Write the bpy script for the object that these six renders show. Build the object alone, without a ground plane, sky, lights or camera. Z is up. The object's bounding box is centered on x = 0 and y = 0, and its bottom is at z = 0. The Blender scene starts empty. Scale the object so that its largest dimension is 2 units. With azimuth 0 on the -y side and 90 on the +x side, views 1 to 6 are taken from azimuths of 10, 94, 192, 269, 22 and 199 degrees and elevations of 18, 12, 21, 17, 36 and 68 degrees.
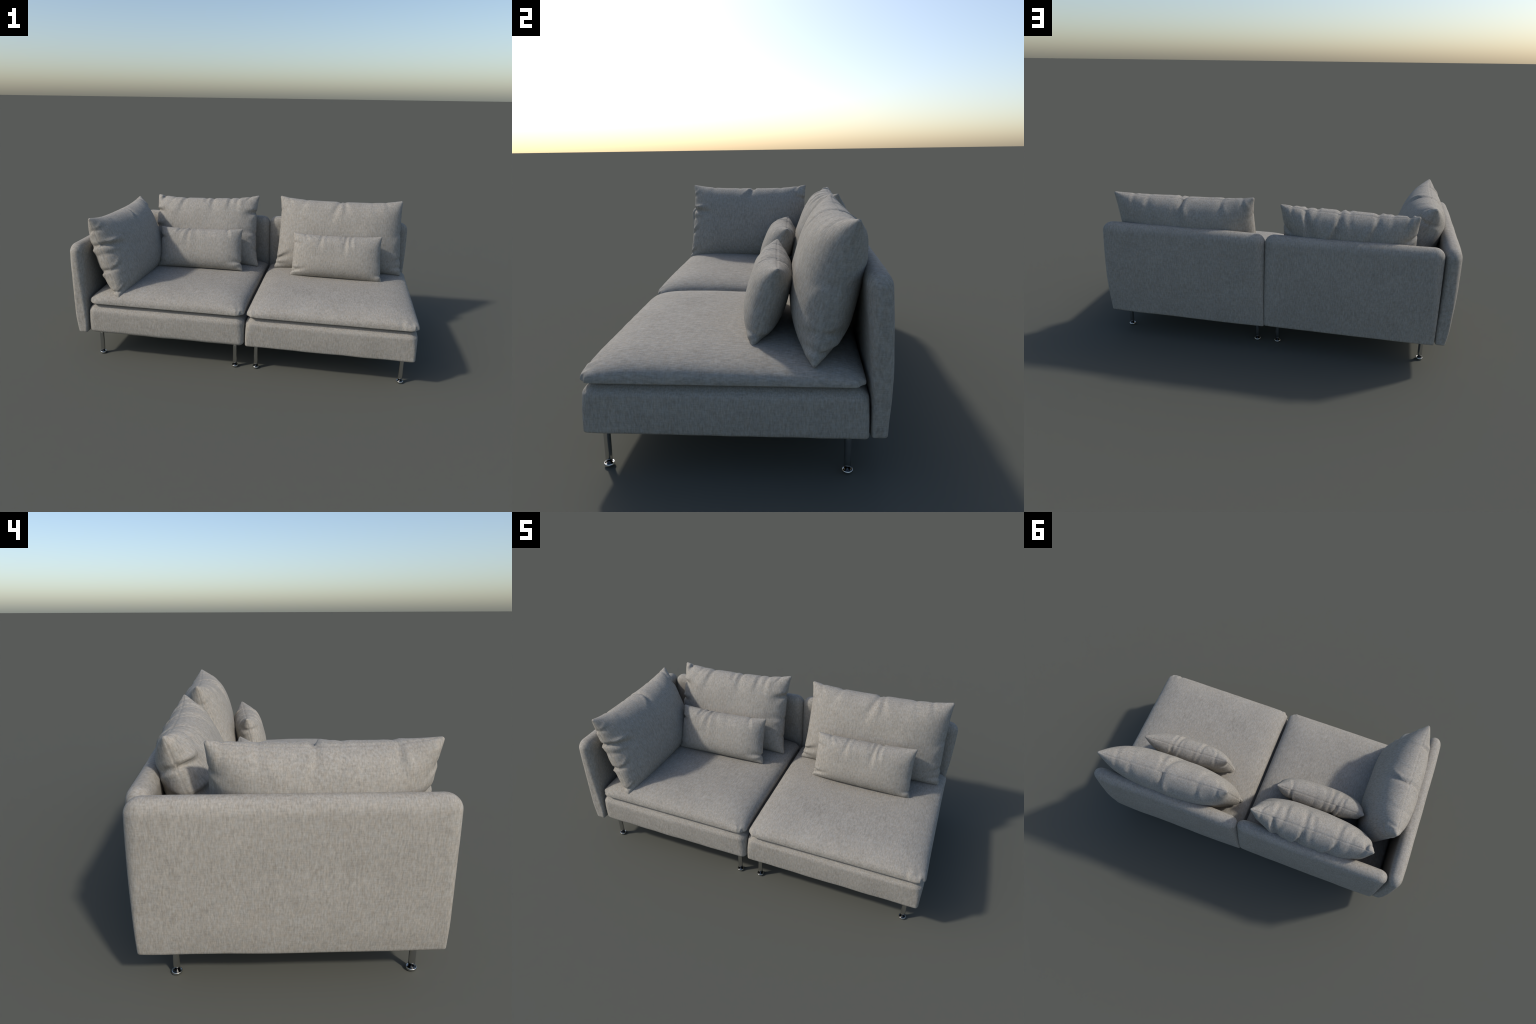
"""Two-seat modular sofa with one armrest: upholstered seat blocks, padded
back panels and arm panel, loose cushions, chrome legs."""
import bpy, math
import numpy as np
from mathutils import Vector, Matrix, noise

# ------------------------------------------------------------------ helpers
def make_object(name, verts, faces, material, parent, matrix=None):
    mesh = bpy.data.meshes.new(name)
    mesh.from_pydata([tuple(v) for v in verts], [], faces)
    mesh.update()
    mesh.shade_smooth()
    mesh.materials.append(material)
    obj = bpy.data.objects.new(name, mesh)
    bpy.context.collection.objects.link(obj)
    obj.parent = parent
    if matrix is not None:
        obj.matrix_world = matrix
    return obj


def smooth_curve(table, x):
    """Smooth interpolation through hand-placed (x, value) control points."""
    xs, ys = zip(*table)
    x = np.clip(x, xs[0], xs[-1])
    out = np.zeros_like(x)
    xs, ys = np.array(xs), np.array(ys)
    slope = np.gradient(ys, xs)
    i = np.clip(np.searchsorted(xs, x) - 1, 0, len(xs) - 2)
    w = xs[i + 1] - xs[i]
    t = (x - xs[i]) / w
    out = (ys[i] * (2*t**3 - 3*t**2 + 1) + slope[i] * w * (t**3 - 2*t**2 + t)
           + ys[i+1] * (-2*t**3 + 3*t**2) + slope[i+1] * w * (t**3 - t**2))
    return out


def noise3(p, scale, seed):
    off = Vector((seed * 7.31, seed * 3.77, seed * 1.93))
    return np.array([noise.noise(Vector(q) * scale + off) for q in p])


# ---------------------------------------------------------------- materials
def fabric_material(name, thread_axis, depth_axis):
    """Grey-beige linen weave; threads run along thread_axis and over the
    thickness of the part (depth_axis)."""
    m = bpy.data.materials.new(name)
    m.use_nodes = True
    nt = m.node_tree
    nt.nodes.clear()
    N, L = nt.nodes.new, nt.links.new
    out = N("ShaderNodeOutputMaterial")
    bsdf = N("ShaderNodeBsdfPrincipled")
    L(bsdf.outputs[0], out.inputs[0])
    tc = N("ShaderNodeTexCoord")

    def grain(scale, detail, rough, distortion=0.0):
        mp = N("ShaderNodeMapping")
        mp.inputs["Scale"].default_value = scale
        L(tc.outputs["Object"], mp.inputs["Vector"])
        n = N("ShaderNodeTexNoise")
        n.inputs["Scale"].default_value = 1.0
        n.inputs["Detail"].default_value = detail
        n.inputs["Roughness"].default_value = rough
        n.inputs["Distortion"].default_value = distortion
        L(mp.outputs[0], n.inputs["Vector"])
        return n.outputs["Fac"]

    def axes(along, across):
        s = [across] * 3
        s[thread_axis] = along
        if depth_axis is not None:
            s[depth_axis] = along + (across - along) * 0.35
        return s

    def math_node(op, a, b):
        n = N("ShaderNodeMath")
        n.operation = op
        for i, v in enumerate((a, b)):
            if isinstance(v, (int, float)):
                n.inputs[i].default_value = v
            else:
                L(v, n.inputs[i])
        return n.outputs[0]

    warp = grain(axes(46, 195), 2.0, 0.5)          # long slubs along the thread
    fine_warp = grain(axes(120, 520), 1.5, 0.5)
    weft_scale = [45, 45, 45]
    weft_scale[thread_axis] = 300
    weft = grain(weft_scale, 2.0, 0.5)             # cross threads
    blotch = grain((9, 9, 9), 3.0, 0.55)           # soft unevenness of the dye
    total = math_node("MULTIPLY", warp, 0.46)
    total = math_node("ADD", total, math_node("MULTIPLY", weft, 0.22))
    total = math_node("ADD", total, math_node("MULTIPLY", fine_warp, 0.20))
    total = math_node("ADD", total, math_node("MULTIPLY", blotch, 0.12))
    ramp = N("ShaderNodeValToRGB")
    e = ramp.color_ramp.elements
    e[0].position, e[0].color = 0.36, FABRIC_DARK
    e[1].position, e[1].color = 0.64, FABRIC_LIGHT
    mid = e.new(0.5)
    mid.color = FABRIC_MID
    L(total, ramp.inputs[0])
    # faint warm and cool fibres
    tint = grain(axes(60, 110), 1.0, 0.5)
    tint_ramp = N("ShaderNodeValToRGB")
    t = tint_ramp.color_ramp.elements
    t[0].position, t[0].color = 0.33, (0.975, 0.995, 1.02, 1)
    t[1].position, t[1].color = 0.67, (1.025, 1.00, 0.975, 1)
    L(tint, tint_ramp.inputs[0])
    mix = N("ShaderNodeMix")
    mix.data_type = "RGBA"
    mix.blend_type = "MULTIPLY"
    mix.inputs["Factor"].default_value = 1.0
    L(ramp.outputs[0], mix.inputs["A"])
    L(tint_ramp.outputs[0], mix.inputs["B"])
    L(mix.outputs["Result"], bsdf.inputs["Base Color"])
    bsdf.inputs["Roughness"].default_value = 0.92
    bsdf.inputs["Specular IOR Level"].default_value = 0.2
    bump = N("ShaderNodeBump")
    bump.inputs["Strength"].default_value = 0.25
    bump.inputs["Distance"].default_value = 0.0015
    L(total, bump.inputs["Height"])
    L(bump.outputs[0], bsdf.inputs["Normal"])
    return m


def metal_material(name, colour, roughness):
    m = bpy.data.materials.new(name)
    m.use_nodes = True
    nt = m.node_tree
    b = nt.nodes["Principled BSDF"]
    b.inputs["Base Color"].default_value = colour
    b.inputs["Metallic"].default_value = 1.0
    n = nt.nodes.new("ShaderNodeTexNoise")
    n.inputs["Scale"].default_value = 60
    r = nt.nodes.new("ShaderNodeMapRange")
    r.inputs["To Min"].default_value = roughness * 0.7
    r.inputs["To Max"].default_value = roughness * 1.4
    nt.links.new(n.outputs["Fac"], r.inputs["Value"])
    nt.links.new(r.outputs[0], b.inputs["Roughness"])
    return m


FABRIC_DARK = (0.228, 0.210, 0.180, 1)
FABRIC_MID = (0.296, 0.276, 0.240, 1)
FABRIC_LIGHT = (0.360, 0.338, 0.298, 1)
linen_upright = fabric_material("linen_upright", 2, 1)
linen_base = fabric_material("linen_base", 2, None)
linen_arm = fabric_material("linen_arm", 2, 0)
linen_seat = fabric_material("linen_seat", 2, 1)
chrome = metal_material("polished_chrome", (0.62, 0.62, 0.61, 1), 0.08)

# ------------------------------------------------------------------ the sofa
sofa = bpy.data.objects.new("sofa", None)
bpy.context.collection.objects.link(sofa)
sofa["label"] = "grey-beige two-seat modular sofa with one armrest and loose cushions"
sofa["category"] = "sofa"


# ------------------------------------------------- rounded upholstered block
def edge_samples(inner, rim):
    a = np.linspace(0, 1, rim, endpoint=False)
    return inner, a


def rounded_block(half, radius_top, radius_bottom, inner=26, rim=9, blend=1):
    """Surface of a box with rounded edges; the edge radii blend from bottom
    to top.  Returns points (box centred on the origin), faces, and unit coords."""
    half = np.array(half, float)
    rt, rb = np.array(radius_top, float), np.array(radius_bottom, float)
    rmax = np.maximum(rt, rb)

    def axis(k):
        f = min(rmax[k] / half[k], 0.96)
        mid = np.linspace(-1 + f, 1 - f, inner)
        edge = np.linspace(1 - f, 1, rim)[1:]
        return np.concatenate([-edge[::-1], mid, edge])
    ax = [axis(k) for k in range(3)]
    n = len(ax[0])
    index, pts, faces = {}, [], []

    def vid(i, j, k):
        key = (i, j, k)
        if key not in index:
            index[key] = len(pts)
            pts.append((ax[0][i], ax[1][j], ax[2][k]))
        return index[key]
    last = n - 1
    for a in range(last):
        for b in range(last):
            faces.append((vid(a, b, 0), vid(a, b+1, 0), vid(a+1, b+1, 0), vid(a+1, b, 0)))
            faces.append((vid(a, b, last), vid(a+1, b, last), vid(a+1, b+1, last), vid(a, b+1, last)))
            faces.append((vid(a, 0, b), vid(a+1, 0, b), vid(a+1, 0, b+1), vid(a, 0, b+1)))
            faces.append((vid(a, last, b), vid(a, last, b+1), vid(a+1, last, b+1), vid(a+1, last, b)))
            faces.append((vid(0, a, b), vid(0, a, b+1), vid(0, a+1, b+1), vid(0, a+1, b)))
            faces.append((vid(last, a, b), vid(last, a+1, b), vid(last, a+1, b+1), vid(last, a, b+1)))
    u = np.array(pts)
    p = u * half
    w = ((u[:, 2:3] + 1) / 2)
    w = (w * w * (3 - 2 * w)) ** blend
    r = rb * (1 - w) + rt * w
    core = np.clip(p, -(half - r), half - r)
    d = (p - core) / r
    length = np.linalg.norm(d, axis=1, keepdims=True)
    length[length < 1e-9] = 1
    p = core + d / length * r
    return p, faces, u


def padded_panel(name, along, length_range, z_range, profile_centre, profile_half,
                 flare, seed):
    """Upright padded panel.  along = axis of its length (0 x, 1 y); its
    thickness and lean follow the profiles given as functions of height."""
    l0, l1 = length_range
    z0, z1 = z_range
    hl, hz = (l1 - l0) / 2, (z1 - z0) / 2
    p, faces, u = rounded_block((hl, 0.05, hz), (0.055, 0.046, 0.052), (0.010, 0.020, 0.008))
    z = p[:, 2] + (z0 + z1) / 2
    rise = (z - z0) / (z1 - z0)
    l = p[:, 0] + (l0 + l1) / 2
    side = p[:, 0] / hl
    l = l + np.where(side > 0, flare[1], -flare[0]) * np.abs(side) * np.sin(np.clip(rise, 0, 1) * 2.2)
    swell = 1 + 0.09 * (1 - side ** 2) * np.sin(np.clip(rise, 0, 1) * math.pi) - 0.10 * side ** 8
    n = smooth_curve(profile_centre, z) + p[:, 1] / 0.05 * smooth_curve(profile_half, z) * swell
    # sagging, slightly wavy stuffing
    world = np.stack([l, n, z], 1) if along == 0 else np.stack([n, l, z], 1)
    wob = noise3(world, 4.0, seed) * 0.0035 + noise3(world, 13.0, seed + 1) * 0.0012
    k = 1 if along == 0 else 0
    world[:, k] += wob * np.clip(p[:, 1] / 0.04, -1, 1)
    world[:, 2] += noise3(world * np.array([1, 1, 0]), 5.0, seed + 2) * 0.003 * (rise > 0.5)
    if along == 1:
        faces = [f[::-1] for f in faces]
    return make_object(name, world, faces, linen_upright if along == 0 else linen_arm, sofa)


# back panels: (height, centre line y) and (height, half thickness)
back_centre = [(0.150, 0.479), (0.30, 0.484), (0.45, 0.481), (0.60, 0.474), (0.71, 0.470)]
back_half = [(0.150, 0.030), (0.30, 0.035), (0.45, 0.040), (0.60, 0.043), (0.71, 0.043)]
padded_panel("backrest", 0, (0.0350, 0.980), (0.157, 0.706), back_centre, back_half, (0.0, 0.017), 11)
shifted = [(z, c - 0.006) for z, c in back_centre]
padded_panel("backrest", 0, (-0.905, 0.0362), (0.160, 0.704), shifted, back_half, (0.0, 0.0), 23)
arm_centre = [(0.150, -0.937), (0.30, -0.944), (0.45, -0.949), (0.60, -0.951), (0.71, -0.948)]
arm_half = [(0.150, 0.027), (0.22, 0.036), (0.32, 0.040), (0.45, 0.042), (0.60, 0.044), (0.71, 0.044)]
padded_panel("armrest", 1, (-0.523, 0.487), (0.158, 0.704), arm_centre, arm_half, (-0.002, 0.008), 37)


def seat_base(x_range, y_range, z_range, top_radius, bottom_radius, seed):
    x0, x1 = x_range
    y0, y1 = y_range
    z0, z1 = z_range
    c = np.array([(x0+x1)/2, (y0+y1)/2, (z0+z1)/2])
    half = np.array([(x1-x0)/2, (y1-y0)/2, (z1-z0)/2])
    p, faces, u = rounded_block(half, top_radius, bottom_radius, blend=2.5)
    s = p / half
    # upholstery swells a little in the middle of every side face
    puff = 0.006
    p[:, 0] += puff * np.sign(s[:, 0]) * (np.abs(s[:, 0]) > .97) * (1 - s[:, 1]**2) * (1 - s[:, 2]**2)
    p[:, 1] += puff * np.sign(s[:, 1]) * (np.abs(s[:, 1]) > .97) * (1 - s[:, 0]**2) * (1 - s[:, 2]**2)
    world = p + c
    wob = noise3(world, 9.0, seed)[:, None] * 0.0016
    world += wob * s
    return make_object("seat_base", world, faces, linen_base, sofa)


seat_base((0.046, 0.990), (-0.504, 0.447), (0.156, 0.328), (0.044, 0.050, 0.046), (0.016, 0.016, 0.010), 3)
seat_base((-0.904, 0.040), (-0.514, 0.435), (0.157, 0.333), (0.048, 0.052, 0.048), (0.034, 0.026, 0.024), 5)


# ------------------------------------------------------------------ cushions
def cushion(name, corners, front, back, material, rim_power=2.95, dome=0.52,
            pinch=(0.02, 0.012, 0.015, 0.015), creases=(), seed=1, seams=0.0025,
            lumps=0.004, slope=None, fuller=0.0, n=(96, 80), mouth=3.4, corner=0.0045, gathers=0.003):
    """Sewn two-panel cushion.
    corners: seam corners top-left, top-right, bottom-left, bottom-right as
    seen from its front side; front / back: how far each panel swells;
    pinch: how far the top, bottom, left, right seam is drawn in between the
    corners; creases: (edge, place -1..1, depth, width, reach) puckers."""
    tl, tr, bl, br = (Vector(c) for c in corners)
    centre = (tl + tr + bl + br) / 4
    X = ((tr - tl) + (br - bl)).normalized()
    Z = ((tl - bl) + (tr - br))
    Z = (Z - X * Z.dot(X)).normalized()
    Y = Z.cross(X)                       # points to the back of the cushion
    M = Matrix((X, Y, Z)).transposed().to_4x4()
    M.translation = centre
    inv = M.inverted()
    tl, tr, bl, br = (np.array(inv @ c) for c in (tl, tr, bl, br))
    nu, nv = n
    su = np.sin(np.linspace(-math.pi/2, math.pi/2, nu + 1))
    sv = np.sin(np.linspace(-math.pi/2, math.pi/2, nv + 1))
    U, V = np.meshgrid(su, sv, indexing="ij")
    a, b = (U[..., None] + 1) / 2, (V[..., None] + 1) / 2
    P = (tl * (1-a) + tr * a) * b + (bl * (1-a) + br * a) * (1 - b)
    width = np.linalg.norm(tr - tl + br - bl) / 2
    height = np.linalg.norm(tl - bl + tr - br) / 2
    du, dv = (1 - np.abs(U)) * width / 2, (1 - np.abs(V)) * height / 2   # metres from seams
    # corners turned over a small radius instead of ending in a needle point
    reach_in = np.hypot(np.minimum(du, corner * 4), np.minimum(dv, corner * 4))
    tuck = corner * np.exp(-(reach_in / (corner * 1.3 + 1e-6)) ** 2)
    P[..., 0] -= np.sign(U) * tuck
    P[..., 2] -= np.sign(V) * tuck
    # seams drawn in between the corners
    along_u, along_v = 1 - np.abs(U) ** mouth, 1 - np.abs(V) ** mouth
    pt, pb, pl, pr = pinch
    P[..., 2] -= pt * along_u * np.clip((V + 0.2) / 1.2, 0, 1) ** 2
    P[..., 2] += pb * along_u * np.clip((-V + 0.2) / 1.2, 0, 1) ** 2
    P[..., 0] += pl * along_v * np.clip((-U + 0.4) / 1.4, 0, 1) ** 3
    P[..., 0] -= pr * along_v * np.clip((U + 0.4) / 1.4, 0, 1) ** 3
    swell = ((1 - np.abs(U) ** rim_power) * (1 - np.abs(V) ** rim_power)).clip(0) ** dome
    # keep some body right into the corners
    eu, ev = (1 - U * U).clip(0), (1 - V * V).clip(0)
    swell = np.maximum(swell, 0) + 0.05 * (eu * ev) ** 0.25 * np.exp(-(reach_in / 0.05) ** 2)
    rim = (np.arange(nu + 1)[:, None] % nu == 0) | (np.arange(nv + 1)[None, :] % nv == 0)
    # thin sewn groove along the seam
    inward = np.zeros_like(P)
    inward[..., 0] = np.where(np.abs(U) > 0.9999, -np.sign(U), 0)
    inward[..., 2] = np.where(np.abs(V) > 0.9999, -np.sign(V), 0)
    corner_fade = np.clip(np.minimum(np.maximum(du, dv), 0.05) / 0.05, 0, 1)
    P += inward * (seams * corner_fade)[..., None]
    layers = []
    for side, depth in ((-1, front), (1, back)):
        t = depth * swell * (1 - side * fuller * U * np.clip(V + 0.6, 0, 1.2)) * (slope(V) if side < 0 and slope else 1)
        Q = P.copy()
        for edge, place, strength, w, reach in creases:
            if edge in "tb":
                across, dist = (U - place) * width / 2, (1 - V if edge == "t" else 1 + V) * height / 2
                direction, sign = 2, (-1 if edge == "t" else 1)
            else:
                across, dist = (V - place) * height / 2, (1 - U if edge == "r" else 1 + U) * width / 2
                direction, sign = 0, (-1 if edge == "r" else 1)
            # each panel folds differently: own slant, own length, one steep flank
            wild = math.sin(place * 57.0 + side * 2.1 + seed)
            skew = 0.35 * wild
            lean = 1 if math.sin(place * 91.0 + seed + side) > 0 else -1
            size = strength * 1.6 * (1.0 + 0.35 * math.sin(place * 23.0 + side * 1.3 + seed))
            span = reach * (1.0 + 0.3 * math.sin(place * 37.0 - side + seed))
            x = lean * (across - skew * dist) / (w * (0.65 + 1.3 * dist / span))
            valley = np.where(x < 0, np.exp(-(x / 0.55) ** 2), np.exp(-(x / 1.3) ** 2))
            ridge = np.exp(-((x + 1.5) / 0.85) ** 2)
            decay = np.exp(-(dist / span) ** 2)
            t = t - size * (0.9 * valley - 0.55 * ridge) * decay * (t / (t + 0.010))
            Q[..., direction] += sign * size * 0.42 * np.exp(-((across / w) ** 2)) * np.exp(-(dist / (0.3 * reach)) ** 2)
        # soft lumps and fine gathers near the seams
        flat = np.stack([Q[..., 0], np.full(U.shape, side * 1.7), Q[..., 2]], -1).reshape(-1, 3)
        lump = noise3(flat, 7.0, seed).reshape(U.shape) * lumps
        edge_dist = np.minimum(du, dv)
        gather_u = noise3(flat * np.array([26, 1, 5]), 1.0, seed + 5).reshape(U.shape)
        gather_v = noise3(flat * np.array([5, 1, 26]), 1.0, seed + 9).reshape(U.shape)
        gather = (gather_u * np.exp(-(dv / 0.05) ** 2) + gather_v * np.exp(-(du / 0.05) ** 2)) * gathers
        t = t + (lump + gather * (lumps > 0)) * (t / (t + 0.02))
        t = np.maximum(t, 0)
        t[rim] = 0
        Q[..., 1] += side * t
        layers.append(Q)
    # front seam position is shared by both layers
    layers[1][rim] = layers[0][rim]
    verts, front_id, back_id = [], {}, {}
    for i in range(nu + 1):
        for j in range(nv + 1):
            front_id[i, j] = len(verts)
            verts.append(layers[0][i, j])
    for i in range(nu + 1):
        for j in range(nv + 1):
            if rim[i, j]:
                back_id[i, j] = front_id[i, j]
            else:
                back_id[i, j] = len(verts)
                verts.append(layers[1][i, j])
    faces = []
    for i in range(nu):
        for j in range(nv):
            faces.append((front_id[i, j], front_id[i+1, j], front_id[i+1, j+1], front_id[i, j+1]))
            faces.append((back_id[i, j], back_id[i, j+1], back_id[i+1, j+1], back_id[i+1, j]))
    return make_object(name, verts, faces, material, sofa, M)


def seat_slope(v):
    """The pads are fullest at the front and sag towards the backrest."""
    return smooth_curve([(-1.0, 1.0), (-0.6, 1.0), (0.0, 0.90), (0.45, 0.79), (0.8, 0.73), (1.0, 0.73)], v)


# seat cushions: flat pads lying on the bases; "top" of the pad is its back edge
def seat_cushion(x_range, y_range, z_seam, rise, drop, creases, seed):
    x0, x1 = x_range
    y0, y1 = y_range
    return cushion("seat_cushion",
                   ((x0, y1, z_seam), (x1, y1, z_seam), (x0, y0, z_seam), (x1, y0, z_seam)),
                   rise, drop, linen_seat, rim_power=5.0, dome=0.38,
                   pinch=(0.0, 0.003, 0.004, 0.004), creases=creases, seed=seed,
                   seams=0.0, lumps=0.0025, mouth=4.0, slope=seat_slope, corner=0.016)


# drawn with X to the right and Z to the back, so its front panel faces up
seat_cushion((0.050, 0.998), (-0.508, 0.436), 0.345, 0.079, 0.018,
             (("b", 0.80, 0.004, 0.010, 0.03), ("b", 0.93, 0.004, 0.008, 0.03), ("b", -0.9, 0.003, 0.01, 0.03)), 41)
seat_cushion((-0.894, 0.040), (-0.517, 0.428), 0.351, 0.083, 0.018,
             (("b", 0.93, 0.004, 0.010, 0.03), ("b", -0.93, 0.004, 0.010, 0.03)), 43)

# back cushions
cushion("back_cushion",
        ((0.119, 0.364, 0.877), (0.944, 0.406, 0.870), (0.100, 0.247, 0.391), (0.960, 0.267, 0.388)),
        0.118, 0.122, linen_upright, fuller=0.10, pinch=(0.026, 0.004, 0.020, 0.012), seed=51,
        creases=(("t", 0.0, 0.016, 0.013, 0.09), ("t", 0.07, 0.009, 0.010, 0.08), ("t", -0.55, 0.006, 0.014, 0.08),
                 ("t", -0.84, 0.004, 0.012, 0.06), ("t", 0.5, 0.005, 0.014, 0.07), ("t", 0.72, 0.005, 0.012, 0.06),
                 ("r", -0.55, 0.008, 0.014, 0.08), ("r", -0.80, 0.008, 0.012, 0.07), ("r", 0.1, 0.003, 0.02, 0.07),
                 ("l", -0.72, 0.009, 0.012, 0.07), ("l", -0.86, 0.009, 0.010, 0.06), ("l", 0.60, 0.003, 0.012, 0.05)))
cushion("back_cushion",
        ((-0.773, 0.394, 0.842), (-0.031, 0.409, 0.862), (-0.784, 0.245, 0.402), (-0.003, 0.220, 0.399)),
        0.108, 0.118, linen_upright, pinch=(0.026, 0.004, 0.012, 0.022), seed=61,
        creases=(("t", 0.62, 0.012, 0.013, 0.10), ("t", 0.45, 0.008, 0.010, 0.08), ("t", 0.12, 0.013, 0.013, 0.11),
                 ("t", -0.02, 0.008, 0.010, 0.08), ("t", -0.42, 0.010, 0.014, 0.10), ("t", -0.86, 0.012, 0.012, 0.06),
                 ("t", 0.82, 0.006, 0.010, 0.06), ("t", -0.62, 0.004, 0.012, 0.07),
                 ("r", 0.50, 0.014, 0.014, 0.08), ("r", -0.1, 0.007, 0.013, 0.06),
                 ("r", -0.55, 0.006, 0.012, 0.05), ("l", 0.50, 0.015, 0.012, 0.09), ("l", 0.02, 0.014, 0.013, 0.09),
                 ("l", -0.45, 0.009, 0.012, 0.06)))
# side cushion leaning on the armrest
cushion("side_cushion",
        ((-0.861, -0.484, 0.856), (-0.859, 0.258, 0.850), (-0.706, -0.500, 0.384), (-0.698, 0.264, 0.392)),
        0.113, 0.130, linen_upright, pinch=(0.028, 0.004, 0.016, 0.012), seed=71,
        creases=(("t", 0.08, 0.015, 0.011, 0.08), ("t", -0.15, 0.004, 0.012, 0.06), ("t", -0.62, 0.007, 0.012, 0.05),
                 ("t", 0.55, 0.004, 0.012, 0.05), ("t", 0.86, 0.004, 0.010, 0.05),
                 ("l", 0.32, 0.018, 0.010, 0.07), ("l", 0.10, 0.007, 0.012, 0.06), ("l", 0.68, 0.006, 0.010, 0.04),
                 ("l", -0.30, 0.012, 0.010, 0.06), ("l", -0.84, 0.009, 0.009, 0.04),
                 ("r", 0.6, 0.007, 0.012, 0.06)))
# lumbar pillows
cushion("lumbar_pillow",
        ((0.241, 0.121, 0.686), (0.809, 0.148, 0.682), (0.231, 0.065, 0.408), (0.821, 0.056, 0.404)),
        0.078, 0.080, linen_upright, pinch=(0.012, 0.004, 0.012, 0.012), seed=81, n=(90, 64), lumps=0.003, corner=0.0035,
        creases=(("t", 0.22, 0.011, 0.008, 0.07), ("t", 0.33, 0.009, 0.008, 0.07), ("t", 0.10, 0.004, 0.008, 0.05),
                 ("t", -0.33, 0.009, 0.008, 0.06), ("t", -0.2, 0.004, 0.008, 0.05), ("t", -0.70, 0.005, 0.008, 0.04),
                 ("l", -0.80, 0.010, 0.008, 0.06), ("l", -0.62, 0.005, 0.008, 0.05), ("l", 0.55, 0.007, 0.010, 0.04),
                 ("r", -0.72, 0.007, 0.010, 0.05)))
cushion("lumbar_pillow",
        ((-0.669, 0.147, 0.668), (-0.100, 0.155, 0.677), (-0.662, 0.027, 0.419), (-0.078, 0.044, 0.419)),
        0.080, 0.080, linen_upright, pinch=(0.010, 0.004, 0.012, 0.012), seed=91, n=(90, 64), lumps=0.003, corner=0.0035,
        creases=(("t", -0.38, 0.013, 0.008, 0.06), ("t", -0.24, 0.010, 0.007, 0.07), ("t", -0.50, 0.008, 0.008, 0.06),
                 ("t", -0.10, 0.006, 0.008, 0.05), ("t", 0.12, 0.004, 0.010, 0.05), ("t", 0.66, 0.010, 0.009, 0.05),
                 ("r", -0.62, 0.012, 0.009, 0.06), ("l", 0.5, 0.010, 0.010, 0.05), ("l", -0.72, 0.007, 0.009, 0.04)))


# ---------------------------------------------------------------------- legs
def lathe(profile, segments):
    verts, faces = [], []
    for r, z in profile:
        for k in range(segments):
            a = 2 * math.pi * k / segments
            verts.append((r * math.cos(a), r * math.sin(a), z))
    for i in range(len(profile) - 1):
        for k in range(segments):
            k2 = (k + 1) % segments
            faces.append((i*segments+k, i*segments+k2, (i+1)*segments+k2, (i+1)*segments+k))
    faces.append(tuple(range(segments))[::-1])
    faces.append(tuple(range((len(profile)-1)*segments, len(profile)*segments)))
    return verts, faces


leg_verts, leg_faces = lathe([(0.0125, 0.006), (0.0125, 0.05), (0.0125, 0.12), (0.0125, 0.185)], 28)
foot_verts, foot_faces = lathe([(0.0145, 0.0), (0.0175, 0.0010), (0.0188, 0.0035), (0.0190, 0.0070),
                                (0.0184, 0.0098), (0.0172, 0.0112), (0.0158, 0.0108), (0.0146, 0.0092),
                                (0.0128, 0.0085)], 28)
leg_mesh = foot_mesh = None
places = [(-0.853, -0.455), (-0.020, -0.455), (0.103, -0.446), (0.926, -0.446),
          (0.927, 0.384), (0.103, 0.384), (-0.020, 0.379), (-0.850, 0.379)]
for x, y in places:
    spot = Matrix.Translation((x, y, 0))
    if leg_mesh is None:
        leg = make_object("leg", leg_verts, leg_faces, chrome, sofa, spot)
        foot = make_object("foot", foot_verts, foot_faces, chrome, leg, spot)
        leg_mesh, foot_mesh = leg.data, foot.data
        foot.matrix_parent_inverse = Matrix.Identity(4)
        foot.matrix_basis = Matrix.Identity(4)
    else:
        leg = bpy.data.objects.new("leg", leg_mesh)
        foot = bpy.data.objects.new("foot", foot_mesh)
        for o, par in ((leg, sofa), (foot, leg)):
            bpy.context.collection.objects.link(o)
            o.parent = par
        leg.location = (x, y, 0)
